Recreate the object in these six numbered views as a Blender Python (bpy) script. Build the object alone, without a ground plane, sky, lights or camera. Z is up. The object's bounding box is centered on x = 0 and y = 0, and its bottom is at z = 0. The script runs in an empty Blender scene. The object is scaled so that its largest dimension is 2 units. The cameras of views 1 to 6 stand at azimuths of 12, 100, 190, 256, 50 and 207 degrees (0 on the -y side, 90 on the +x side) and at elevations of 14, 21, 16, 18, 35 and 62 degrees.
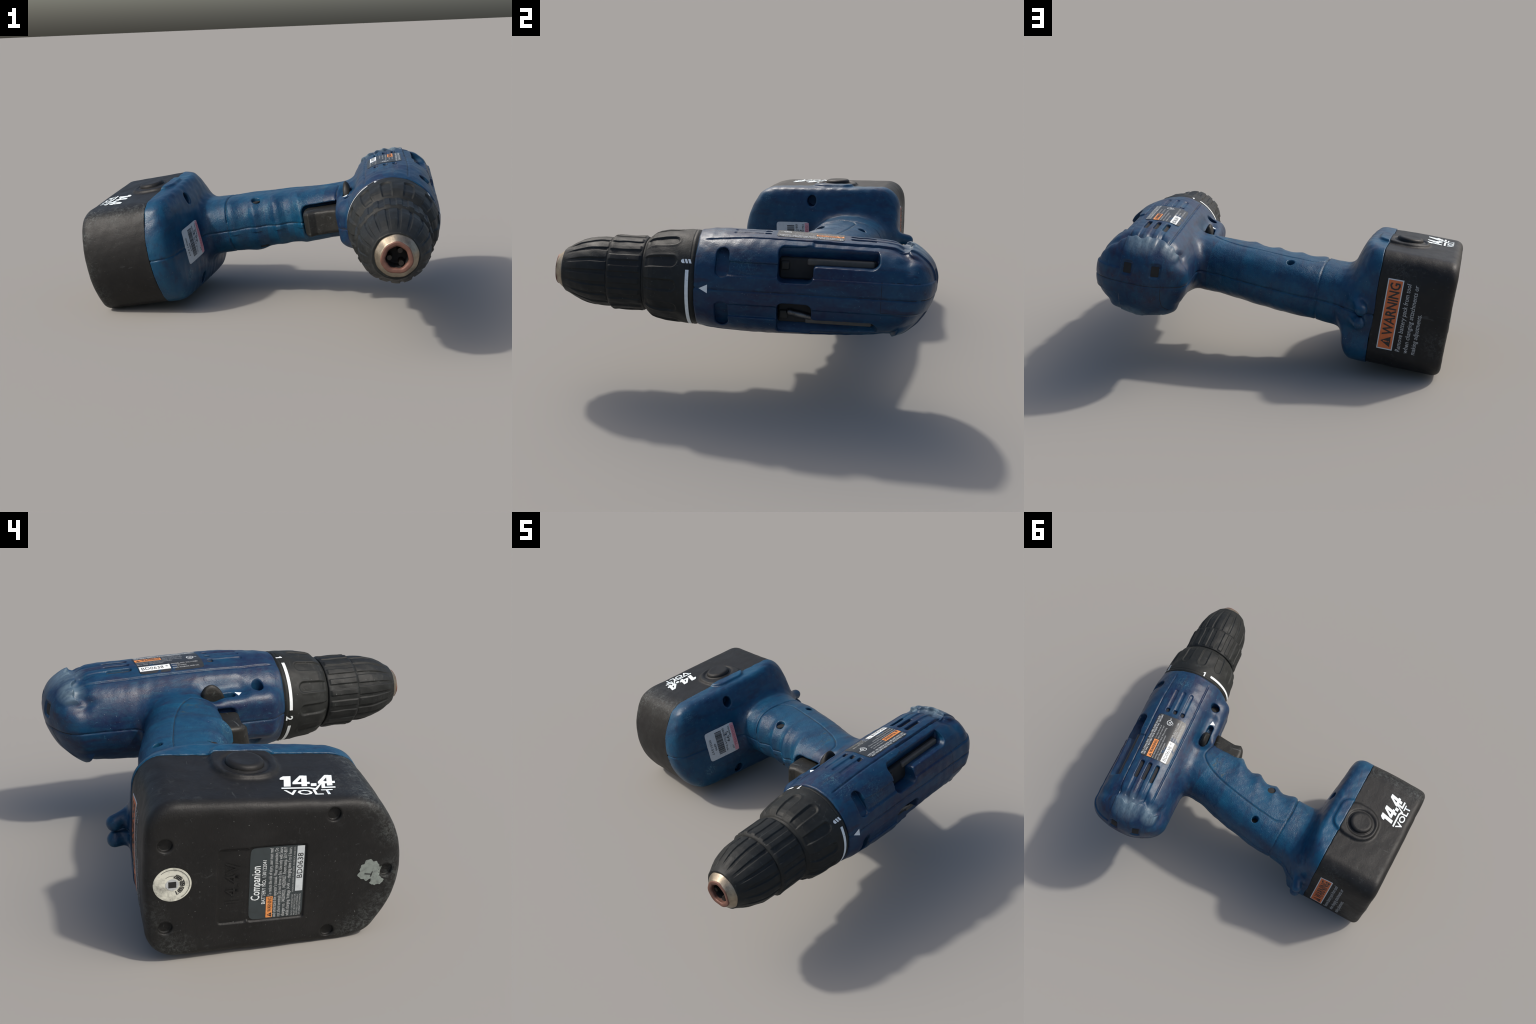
# Cordless drill lying on the side of its battery pack.
# Drill frame: X = along the chuck axis (forward), Y = from battery up to the motor head,
# Z = sideways (the side that faces the sky).  Battery frame = drill frame turned by 8 degrees about Z.
import bpy, bmesh, math
import numpy as np
from mathutils import Matrix, Vector

TILT = math.radians(8.0)
CT, ST = math.cos(TILT), math.sin(TILT)
AX = Vector((0.0936654, -0.9953679, -0.0216682)).normalized()
CX = Vector((-0.1614633, -0.0366625, 0.9861975))
CX = (CX - AX * CX.dot(AX)).normalized()
VX = CX.cross(AX)
ORIGIN = Vector((0.7589, -0.2203, 0.5521))
M_DRILL = Matrix(((AX.x, VX.x, CX.x, ORIGIN.x), (AX.y, VX.y, CX.y, ORIGIN.y),
                  (AX.z, VX.z, CX.z, ORIGIN.z), (0, 0, 0, 1)))

# ------------------------------------------------------------------ helpers: implicit shapes
def smin(a, b, k):
    h = np.clip(0.5 + 0.5 * (b - a) / k, 0, 1)
    return b + (a - b) * h - k * h * (1 - h)

def smax(a, b, k):
    return -smin(-a, -b, k)

def sstep(e0, e1, x):
    t = np.clip((x - e0) / (e1 - e0), 0, 1)
    return t * t * (3 - 2 * t)

def rbox(px, py, pz, c, h, r):
    qx, qy, qz = np.abs(px - c[0]) - h[0] + r, np.abs(py - c[1]) - h[1] + r, np.abs(pz - c[2]) - h[2] + r
    return (np.sqrt(np.maximum(qx, 0) ** 2 + np.maximum(qy, 0) ** 2 + np.maximum(qz, 0) ** 2)
            + np.minimum(np.maximum(qx, np.maximum(qy, qz)), 0) - r)

def rrect(px, py, c, h, r):
    qx, qy = np.abs(px - c[0]) - h[0] + r, np.abs(py - c[1]) - h[1] + r
    return np.sqrt(np.maximum(qx, 0) ** 2 + np.maximum(qy, 0) ** 2) + np.minimum(np.maximum(qx, qy), 0) - r

def capsule(px, py, pz, a, b, r):
    a, b = np.array(a), np.array(b)
    d = b - a
    t = np.clip(((px - a[0]) * d[0] + (py - a[1]) * d[1] + (pz - a[2]) * d[2]) / d.dot(d), 0, 1)
    return np.sqrt((px - a[0] - t * d[0]) ** 2 + (py - a[1] - t * d[1]) ** 2 + (pz - a[2] - t * d[2]) ** 2) - r

def poly_dist(px, py, pts):
    best = np.full(px.shape, 9.0, px.dtype)
    for (ax, ay), (bx, by) in zip(pts[:-1], pts[1:]):
        dx, dy = bx - ax, by - ay
        t = np.clip(((px - ax) * dx + (py - ay) * dy) / (dx * dx + dy * dy), 0, 1)
        best = np.minimum(best, np.hypot(px - ax - t * dx, py - ay - t * dy))
    return best

def curve(pts, n=24):
    """Catmull-Rom through 2D or 3D control points."""
    P = np.array([pts[0]] + list(pts) + [pts[-1]], float)
    out = []
    for i in range(1, len(P) - 2):
        for t in np.linspace(0, 1, n, endpoint=False):
            a, b, c, d = P[i - 1], P[i], P[i + 1], P[i + 2]
            out.append(0.5 * ((2 * b) + (c - a) * t + (2 * a - 5 * b + 4 * c - d) * t * t + (3 * b - a - 3 * c + d) * t ** 3))
    out.append(P[-2])
    return np.array(out)

def lumps(px, py, pz, f, seed):
    """Cheap smooth 3D noise in about -1..1: a sum of crossed sine waves."""
    rng = np.random.default_rng(seed)
    s = np.zeros(px.shape, px.dtype)
    for i in range(6):
        k = rng.normal(size=3)
        k *= f * (0.6 + 0.5 * i / 3) / np.linalg.norm(k)
        s += np.sin(px * k[0] + py * k[1] + pz * k[2] + rng.uniform(0, 6.28))
    return s / 3.2

def to_bat(px, py):
    return CT * px - ST * py, ST * px + CT * py

def from_bat(xb, yb):
    return CT * xb + ST * yb, -ST * xb + CT * yb

# ------------------------------------------------------------------ profiles
def interp(tab):
    t = sorted(tab)
    xs, ys = np.array([p[0] for p in t]), np.array([p[1] for p in t])
    return lambda v: np.interp(v, xs, ys).astype(np.float32)

HEAD_TOP = interp([(0.02, .238), (-.02, .242), (-.08, .251), (-.2, .253), (-.54, .258), (-.8, .263), (-1.0, .268), (-1.2, .268)])
HEAD_BOT = interp([(0.02, .238), (-.05, .248), (-.3, .25), (-.6, .235), (-.9, .222), (-1.2, .222)])
HEAD_Z = interp([(0.02, .237), (-.02, .24), (-.07, .249), (-.13, .2525), (-.4, .251), (-.55, .247), (-.72, .242), (-.88, .237), (-.97, .229), (-1.05, .217), (-1.2, .205)])
HEAD_ZN = interp([(0.02, .237), (-.02, .24), (-.07, .249), (-.13, .2525), (-.4, .251), (-.55, .245), (-.7, .236), (-.85, .226), (-.95, .213), (-1.03, .194), (-1.1, .168), (-1.2, .138)])
HEAD_N = interp([(0.0, 2.0), (-.1, 2.1), (-.4, 2.3), (-.7, 2.35), (-1.0, 2.4)])
FRONT = interp([(-.05, -.36), (-.30, -.375), (-.40, -.385), (-.46, -.392), (-.49, -.392), (-.512, -.398), (-.535, -.422), (-.566, -.448), (-.60, -.466), (-.64, -.466),
                (-.665, -.470), (-.695, -.490), (-.725, -.505), (-.765, -.508), (-.79, -.511), (-.82, -.524), (-.85, -.532), (-.89, -.532), (-.93, -.530), (-1.0, -.540), (-1.1, -.55), (-1.3, -.56)])
BACK = interp([(-.05, -.70), (-.2, -.72), (-.30, -.735), (-.37, -.752), (-.47, -.797), (-.578, -.835), (-.65, -.857), (-.755, -.888), (-.842, -.908),
               (-.907, -.917), (-.977, -.933), (-1.042, -.955), (-1.12, -.98), (-1.3, -1.0)])
HALF_Z = interp([(-.05, .15), (-.4, .150), (-.6, .155), (-.77, .158), (-.93, .161), (-1.05, .166), (-1.3, .17)])

def head_shape(x, y, z):
    hy = np.where(y > 0, HEAD_TOP(x), HEAD_BOT(x))
    hz, n = np.where(z < 0, HEAD_ZN(x), HEAD_Z(x)), HEAD_N(x)
    n = n - .3 * sstep(0, -.06, y) * sstep(-.05, -.2, x) + np.where(y > 0, np.where(z > 0, .45, .22) * sstep(-.08, -.3, x), 0) * sstep(0, .06, np.abs(y))
    q = ((np.abs(y) / hy) ** n + (np.abs(z) / hz) ** n + 1e-9) ** (1 / n)
    d = (q - 1) * np.minimum(hy, hz)
    phi = np.degrees(np.arctan2(y, z))
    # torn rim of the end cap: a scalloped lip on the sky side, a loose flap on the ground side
    wave = .5 + .5 * np.sin(phi * .11 + 1.0) * np.sin(phi * .047 + .4)
    xl = -1.04 - .030 * np.abs(np.sin(phi * .075 + .9)) + .006 * np.sin(phi * .37 + 1) + .022
    win = sstep(-56, -42, phi) * sstep(46, 22, phi)
    d = d - win * (.010 + .022 * np.abs(np.sin(phi * .075 + .9)) ** .7 + .004 * np.sin(phi * .5)) * sstep(xl + .004, xl - .003, x) * sstep(-1.17, -1.06, x)
    d = d + .016 * sstep(-75, -50, phi) * sstep(75, 40, phi) * np.exp(-((x - xl - .03) / .035) ** 2)
    back = np.abs(phi)
    pf = np.where(phi < 0, phi + 360, phi)
    xf = -.955 - .05 * np.abs(np.sin((pf - 150) * .035))
    win2 = sstep(126, 140, pf) * sstep(238, 222, pf)
    d = d - win2 * (.018 + .012 * wave) * sstep(xf + .005, xf - .004, x) * sstep(-1.16, -1.0, x)
    # dents on the rear cheek
    d = d + .02 * np.exp(-(((x + 1.06) / .05) ** 2 + ((y + .17) / .05) ** 2 + ((z - .16) / .06) ** 2))
    zc = z - .06
    dome = (-1.176 + np.where(y > 0, .075 * (y / .25) ** 2, .10 * (y / .23) ** 2) + np.where(zc > 0, .11 * (zc / .17) ** 2, .10 * (zc / .23) ** 2)).astype(x.dtype)
    d = smax(d, dome - x, .06)
    return smax(d, x + .002, .012)

def nose_shape(x, y, z):
    d = rbox(x, y, z, (-.215, -.16, .010), (.185, .134, .130), .07)
    return smax(d, (x + .02) * .8 - (y + .25) * .45 - .012, .03)

def handle_shape(x, y, z):
    xf, xb, hz = FRONT(y) + .012 + .008 * sstep(-.5, -.6, y), BACK(y) - .010, HALF_Z(y) + np.where(z > 0, .005, -.007)
    xc, hx = (xf + xb) / 2, (xf - xb) / 2
    n = 2.6
    q = ((np.abs(x - xc) / hx) ** n + (np.abs(z) / hz) ** n + 1e-9) ** (1 / n)
    d = (q - 1) * np.minimum(hx, hz)
    w = sstep(.05, .75, (x - xc) / hx)
    for yy, a in ((-.515, .007), (-.652, .008), (-.788, .0085), (-.92, .006)):
        d = d - a * w * np.where(z > -.03, 1, .55) * np.exp(-((y - yy + .05 * z) / .030) ** 2)
    # lump left of the scan on the ground side
    d = d - .022 * np.exp(-(((y + .82) / .07) ** 2 + ((x + .66) / .09) ** 2)) * (z < 0)
    return np.maximum(np.maximum(d, y + .03), -1.22 - y)

def side_z(xb, z):
    """The pack is a little wider towards its back, on the sky side only: undo that before measuring the plan."""
    return np.where(z > 0, z / 1.015 / (1 + .175 * np.clip(-xb - .05, 0, .8)), z / .98 / (1 + .04 * np.clip(-xb, 0, .8)))

def plan(xb, z, back=-.842, apex=.102, hz=.300, rf=.40):
    zz = side_z(xb, z)
    d = rrect(xb - .015 * (1 - np.clip(zz / .3, -1, 1) ** 2) * (xb < -.5) * -1, zz, ((back + .30) / 2, 0), ((.30 - back) / 2, hz), .11)
    arc = np.hypot(np.maximum(xb - (apex - rf), 0), z - .010) - rf
    return smax(d, arc, .05)

def foot_shape(x, y, z):
    xb, yb = to_bat(x, y)
    d2 = plan(xb, z)
    top = np.minimum(-1.206 - .12 * (xb + .13), -1.172)
    d = smax(d2, (yb - top) * .98, .09)
    zz = np.abs(side_z(xb, z))
    d = smax(d, .34 * (zz - .30) + .94 * (yb + 1.229), .04)
    corner = .42 * ((zz - .30) - xb - .85) + .70 * (yb + 1.338)
    d = np.where(z > 0, smax(d, corner, .05), d)
    d = np.maximum(d, -1.346 - yb)
    # raised tongue of the release button, both sides
    zs = np.abs(side_z(xb, z))
    t = rrect(xb, yb, (-.435, -1.40), (.118, .112), .07)
    d = np.where(np.abs(z) > .2, smin(d, smax(smax(t, zs - .314, .012), -1.346 - yb, .004), .018), d)
    # lanyard hook at the back: two horns with a notch between
    for zz in (.034, -.042):
        d = smin(d, capsule(xb, yb, z, (-.79, -1.235, zz * 1.5 + .02), (-.914, -1.288, zz), .032), .035)
    return d

GRIP_PANEL = curve([(-.345, -.30), (-.42, -.288), (-.49, -.272), (-.535, -.293), (-.593, -.366), (-.648, -.482), (-.709, -.661), (-.748, -.80), (-.762, -.868),
                    (-.741, -.922), (-.686, -.946), (-.60, -.953), (-.50, -.958)], 4)
JOINT = [(-.50, -.958), (-.60, -.953), (-.69, -.943), (-.88, -.915), (-1.0, -.90)]

def body_shape(P):
    x, y, z = P[:, 0], P[:, 1], P[:, 2]
    d = head_shape(x, y, z)
    d = smin(d, nose_shape(x, y, z), .035)
    hd = handle_shape(x, y, z)
    d = smin(d, hd, .055)
    d = smin(d, foot_shape(x, y, z), .05)
    az = np.abs(z)
    # --- channels along the top shoulders and stepped centre spine
    ch = rrect(x, az, (-.255, .102), (.15, .033), .012)
    top = y > .12
    d = np.where(top, d + .011 * sstep(.004, -.006, ch), d)
    d = np.where(top, d + .007 * sstep(.072, .080, az) * sstep(-.56, -.57, x), d)
    # --- side panel: lowered edges (creases) above and below the name plate
    phi = np.degrees(np.arctan2(y, az))
    side = az > .1
    for a in (-26.5, 29.0):
        g = np.abs(phi - a) * .0043
        d = np.where(side, d + .006 * np.exp(-(g / .0045) ** 2) * sstep(-.03, -.06, x) * sstep(-1.02, -.98, x), d)
    # fluting and vents
    for a in (14.6, 2.6, -9.6):
        yy = np.abs(y - .247 * math.sin(math.radians(a)))
        fl = rrect(x, y, (-.262, .247 * math.sin(math.radians(a))), (.09, .013), .013)
        fr = rrect(x, y, (-.875, .247 * math.sin(math.radians(a))), (.13, .014), .013)
        d = np.where(side, d + .005 * sstep(.002, -.007, np.minimum(fl, fr)), d)
        for cx, hx in ((-.341, .016), (-.805, .062)):
            v = rrect(x, y, (cx, .247 * math.sin(math.radians(a))), (hx, .0125), .009)
            d = np.where(side, d + .011 * sstep(.0015, -.0025, v), d)
    # --- tool slots on the shoulders
    wide = rrect(x, az, (-.488, .128), (.083, .078), .03)
    thin = rrect(x, az, (-.70, .172), (.182, .042), .035)
    slot = np.maximum(smin(wide, thin, .02), .163 - y)
    ledge = np.maximum(rrect(x, az, (-.64, .178), (.236, .036), .03), (.165 - y) + (az - .2) * .5)
    d = np.where(y > .05, smax(smax(d, -slot, .006), -ledge, .006), d)
    # front oval pocket
    pocket = np.maximum(rrect(x, az, (-.137, .125), (.033, .066), .033), (.19 - y) - (az - .125) * .7)
    d = np.where(y > .05, smax(d, -pocket, .006), d)
    # --- screw holes
    for cx, cy, r, floor in ((-.145, -.204, .030, .105), (-.562, -.769, .025, .128), (-.80, -.742, .022, .10)):
        h = np.maximum(np.hypot(x - cx, y - cy) - r, floor - az)
        d = smax(d, -h, .005)
    # holes in the foot, bored along the battery's down direction
    xb, yb = to_bat(x, y)
    h = np.maximum(np.hypot((xb + .325), (az - .243) * .85) - .028, np.maximum(-1.27 - yb, yb + 1.05))
    d = smax(d, -h, .008)
    # --- thumb pad and slot of the direction switch
    pad = rrect(x, y, (-.335, -.215), (.135, .055), .05)
    d = np.where(side, d + .010 * sstep(.02, -.03, pad) * (z > 0), d)
    sw = np.maximum(rrect(x, y, (-.345, -.232), (.075, .018), .017), .09 - az)
    d = smax(d, -sw, .004)
    # --- trigger opening
    tr = rbox(x, y, z, (-.36, -.385, 0), (.075, .113, .086), .03)
    d = smax(d, -tr, .012)
    # --- end cap vents and cap panel line
    for yy in (.08, -.065):
        v = rrect(y, z, (yy, .085), (.026, .034), .012)
        d = np.where(x < -1.05, d + .010 * sstep(.008, -.006, v), d)
    # --- hairline grooves
    g = poly_dist(x, y, GRIP_PANEL)
    d = np.where(az > .05, d + .004 * np.exp(-(g / .005) ** 2) * (y < -.25), d)
    g = poly_dist(x, y, JOINT)
    d = d + .004 * np.exp(-(g / .005) ** 2) * (y < -.8)
    d = d + .004 * np.exp(-(az / .0045) ** 2)
    d = d + .0016 * lumps(x, y, z, 34, 3) + .0008 * lumps(x, y, z, 90, 4)
    return d.astype(np.float32)

def battery_shape(P):
    """In the battery frame."""
    xb, yb, z = P[:, 0], P[:, 1], P[:, 2]
    mid = 1 - ((yb + 1.54) / .21) ** 2
    d2 = plan(xb, z) - .007 * np.clip(mid, -1, 1) * sstep(-.2, .1, xb) * sstep(-.25, .0, z) + .003
    d = smax(d2, -1.746 - yb, .05)
    d = np.maximum(d, yb + 1.347)
    az = np.abs(z)
    # release tongue and its dished collar, with the round button in it
    t = rrect(xb, yb, (-.44, -1.43), (.122, .13), .11)
    d = np.where(az > .2, smin(d, smax(smax(t, np.abs(side_z(xb, z)) - .312, .012), yb + 1.347, .004), .02), d)
    r = np.hypot(xb + .442, yb + 1.452)
    d = np.where(az > .2, d + .006 * np.exp(-((r - .086) / .009) ** 2), d)
    # bottom: two recessed panels, screw wells
    for c, h in (((-.535, -.008), (.054, .156)), ((-.374, -.008), (.106, .157))):
        p = np.maximum(rrect(xb, z, c, h, .012), yb + 1.739)
        d = smax(d, -p, .004)
    for cx, cz in ((-.775, .182), (-.778, -.158), (-.177, .255), (-.172, -.238), (.036, .006)):
        d = smax(d, -np.maximum(np.hypot(xb - cx, z - cz) - .025, yb + 1.730), .008)
    # soft dent of the upper back corner
    d = d + .012 * np.exp(-(((xb + .85) / .09) ** 2 + ((yb + 1.52) / .12) ** 2 + ((z - .25) / .05) ** 2))
    d = d + .0008 * lumps(xb, yb, z, 24, 7) + .0005 * lumps(xb, yb, z, 80, 8)
    return d.astype(np.float32)

# ------------------------------------------------------------------ implicit shape -> quad mesh
def evaluate(f, P, chunk=400000):
    return np.concatenate([f(P[i:i + chunk]) for i in range(0, len(P), chunk)])

def surface(f, lo, hi, h, block=8):
    """Surface nets on a narrow band of the grid, then snapped on the surface along its gradient."""
    lo = np.array(lo, np.float32)
    nb = np.ceil((np.array(hi) - lo) / (h * block)).astype(int)
    n = nb * block + 1
    I = np.stack(np.meshgrid(*[np.arange(k) for k in nb], indexing="ij"), -1).reshape(-1, 3)
    C = (lo + (I * block + block / 2) * h).astype(np.float32)
    dc = evaluate(f, C)
    near = np.abs(dc) < block * h * 1.25
    V = np.ones(tuple(n), np.float32)
    B = V[:-1, :-1, :-1].reshape(nb[0], block, nb[1], block, nb[2], block)
    B[...] = np.sign(dc).reshape(nb)[:, None, :, None, :, None]
    V[:-1, :-1, :-1] = B.reshape(tuple(nb * block))
    o = np.stack(np.meshgrid(*[np.arange(block + 1)] * 3, indexing="ij"), -1).reshape(-1, 3)
    idx = (I[near][:, None, :] * block + o[None]).reshape(-1, 3)
    key = (idx[:, 0] * n[1] + idx[:, 1]) * n[2] + idx[:, 2]
    key = np.unique(key)
    g = np.stack([key // (n[1] * n[2]), key // n[2] % n[1], key % n[2]], -1)
    V.reshape(-1)[key] = evaluate(f, (lo + g * h).astype(np.float32))
    S = V < 0
    cnt = np.zeros(tuple(n - 1), np.uint8)
    for a in (0, 1):
        for b in (0, 1):
            for c in (0, 1):
                cnt += S[a:n[0] - 1 + a, b:n[1] - 1 + b, c:n[2] - 1 + c]
    act = np.argwhere((cnt > 0) & (cnt < 8))
    ids = np.full(tuple(n - 1), -1, np.int32)
    ids[tuple(act.T)] = np.arange(len(act))
    corners = [(a, b, c) for a in (0, 1) for b in (0, 1) for c in (0, 1)]
    cv = {k: V[act[:, 0] + k[0], act[:, 1] + k[1], act[:, 2] + k[2]] for k in corners}
    acc, num = np.zeros((len(act), 3), np.float32), np.zeros(len(act), np.float32)
    for k in corners:
        for ax in range(3):
            if k[ax]:
                continue
            m = list(k)
            m[ax] = 1
            a, b = cv[k], cv[tuple(m)]
            x = (a < 0) != (b < 0)
            t = np.where(x, a / np.where(x, a - b, 1), 0)
            p = np.tile(np.array(k, np.float32), (len(act), 1))
            p[:, ax] = t
            acc += p * x[:, None]
            num += x
    pos = lo + (act + acc / num[:, None]) * h
    quads = []
    for ax in range(3):
        u, v = (ax + 1) % 3, (ax + 2) % 3
        sl0, sl1 = [slice(None)] * 3, [slice(None)] * 3
        sl0[ax], sl1[ax] = slice(0, n[ax] - 1), slice(1, n[ax])
        e = np.argwhere(S[tuple(sl0)] != S[tuple(sl1)])
        e = e[(e[:, u] > 0) & (e[:, v] > 0) & (e[:, u] < n[u] - 1) & (e[:, v] < n[v] - 1)]
        ins = S[tuple(e.T)]
        def cell(du, dv):
            c = e.copy()
            c[:, u] += du
            c[:, v] += dv
            return ids[tuple(c.T)]
        q = np.stack([cell(-1, -1), cell(0, -1), cell(0, 0), cell(-1, 0)], -1)
        q[~ins] = q[~ins][:, ::-1]
        quads.append(q)
    quads = np.concatenate(quads)
    for _ in range(2):
        d = evaluate(f, pos.astype(np.float32))
        G = gradient(f, pos, h * .3)
        g2 = (G ** 2).sum(1) + 1e-6
        step = np.clip(d / np.sqrt(g2), -h * .6, h * .6)
        pos = pos - G * (step / np.sqrt(g2))[:, None]
    return pos, quads

def gradient(f, P, e):
    G = np.zeros((len(P), 3), np.float32)
    for ax in range(3):
        o = np.zeros(3, np.float32)
        o[ax] = e
        G[:, ax] = (evaluate(f, (P + o).astype(np.float32)) - evaluate(f, (P - o).astype(np.float32))) / (2 * e)
    return G

# ------------------------------------------------------------------ objects
ROOT = bpy.data.objects.new("cordless_drill", None)
bpy.context.scene.collection.objects.link(ROOT)
ROOT["label"] = "worn blue cordless drill with black keyless chuck and battery"
ROOT["category"] = "power drill"

M_BAT = M_DRILL @ Matrix(((CT, ST, 0, 0), (-ST, CT, 0, 0), (0, 0, 1, 0), (0, 0, 0, 1)))

def link(name, mesh, mats, parent=ROOT, matrix=M_DRILL):
    ob = bpy.data.objects.new(name, mesh)
    for m in mats if isinstance(mats, (list, tuple)) else [mats]:
        mesh.materials.append(m)
    bpy.context.scene.collection.objects.link(ob)
    ob.parent = parent
    if parent is ROOT:
        ob.matrix_world = matrix
    return ob

def mesh_from(name, V, F, smooth=True, normals=None, mat_idx=None):
    me = bpy.data.meshes.new(name)
    V = np.asarray(V, np.float32)
    if isinstance(F, np.ndarray):
        k = F.shape[1]
        me.vertices.add(len(V))
        me.vertices.foreach_set("co", V.ravel())
        me.loops.add(F.size)
        me.loops.foreach_set("vertex_index", F.astype(np.int32).ravel())
        me.polygons.add(len(F))
        me.polygons.foreach_set("loop_start", np.arange(0, F.size, k, dtype=np.int32))
        me.polygons.foreach_set("loop_total", np.full(len(F), k, np.int32))
        me.update(calc_edges=True)
    else:
        me.from_pydata([tuple(v) for v in V], [], F)
    me.polygons.foreach_set("use_smooth", np.full(len(me.polygons), smooth))
    if mat_idx is not None:
        me.polygons.foreach_set("material_index", mat_idx.astype(np.int32))
    me.validate()
    me.update()
    if normals is not None:
        me.normals_split_custom_set_from_vertices([tuple(n) for n in normals])
    return me

def sub_mesh(name, pos, quads, normals, keep):
    q = quads[keep]
    used, inv = np.unique(q, return_inverse=True)
    return mesh_from(name, pos[used], inv.reshape(q.shape), normals=normals[used])

# ------------------------------------------------------------------ materials
def nodes_for(name):
    m = bpy.data.materials.new(name)
    m.use_nodes = True
    nt = m.node_tree
    return m, nt, nt.nodes["Principled BSDF"]

def noise(nt, coord, scale, detail=4, rough=.6, dist=0.0):
    n = nt.nodes.new("ShaderNodeTexNoise")
    n.inputs["Scale"].default_value = scale
    n.inputs["Detail"].default_value = detail
    n.inputs["Roughness"].default_value = rough
    n.inputs["Distortion"].default_value = dist
    nt.links.new(coord, n.inputs["Vector"])
    return n.outputs["Fac"]

def ramp(nt, fac, stops):
    r = nt.nodes.new("ShaderNodeValToRGB")
    el = r.color_ramp.elements
    while len(el) < len(stops):
        el.new(0.5)
    for e, (p, c) in zip(el, stops):
        e.position = p
        e.color = (*c, 1) if len(c) == 3 else c
    nt.links.new(fac, r.inputs["Fac"])
    return r.outputs["Color"]

def mixc(nt, fac, a, b, mode="MIX"):
    m = nt.nodes.new("ShaderNodeMix")
    m.data_type = "RGBA"
    m.blend_type = mode
    for sock, v in ((m.inputs[0], fac), (m.inputs[6], a), (m.inputs[7], b)):
        if isinstance(v, (int, float)):
            sock.default_value = v
        elif isinstance(v, tuple):
            sock.default_value = (*v, 1)
        else:
            nt.links.new(v, sock)
    return m.outputs[2]

def mathn(nt, op, a, b=0.0, c=None):
    m = nt.nodes.new("ShaderNodeMath")
    m.operation = op
    for i, v in enumerate((a, b, c)):
        if v is None:
            continue
        if isinstance(v, (int, float)):
            m.inputs[i].default_value = v
        else:
            nt.links.new(v, m.inputs[i])
    return m.outputs[0]

def bump(nt, b, height, strength, dist=.01):
    n = nt.nodes.new("ShaderNodeBump")
    n.inputs["Strength"].default_value = strength
    n.inputs["Distance"].default_value = dist
    nt.links.new(height, n.inputs["Height"])
    nt.links.new(n.outputs["Normal"], b.inputs["Normal"])

def objcoord(nt):
    return nt.nodes.new("ShaderNodeTexCoord").outputs["Object"]

def scaled(nt, coord, s):
    m = nt.nodes.new("ShaderNodeMapping")
    m.inputs["Scale"].default_value = s
    nt.links.new(coord, m.inputs["Vector"])
    return m.outputs["Vector"]

def blob(nt, coord, c, r):
    """Soft ball mask around a point of the drill frame: 1 inside, 0 outside."""
    d = nt.nodes.new("ShaderNodeVectorMath")
    d.operation = "DISTANCE"
    nt.links.new(coord, d.inputs[0])
    d.inputs[1].default_value = c
    mr = nt.nodes.new("ShaderNodeMapRange")
    nt.links.new(d.outputs["Value"], mr.inputs["Value"])
    mr.inputs["From Min"].default_value = r
    mr.inputs["From Max"].default_value = r * .35
    return mr.outputs["Result"]

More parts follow.
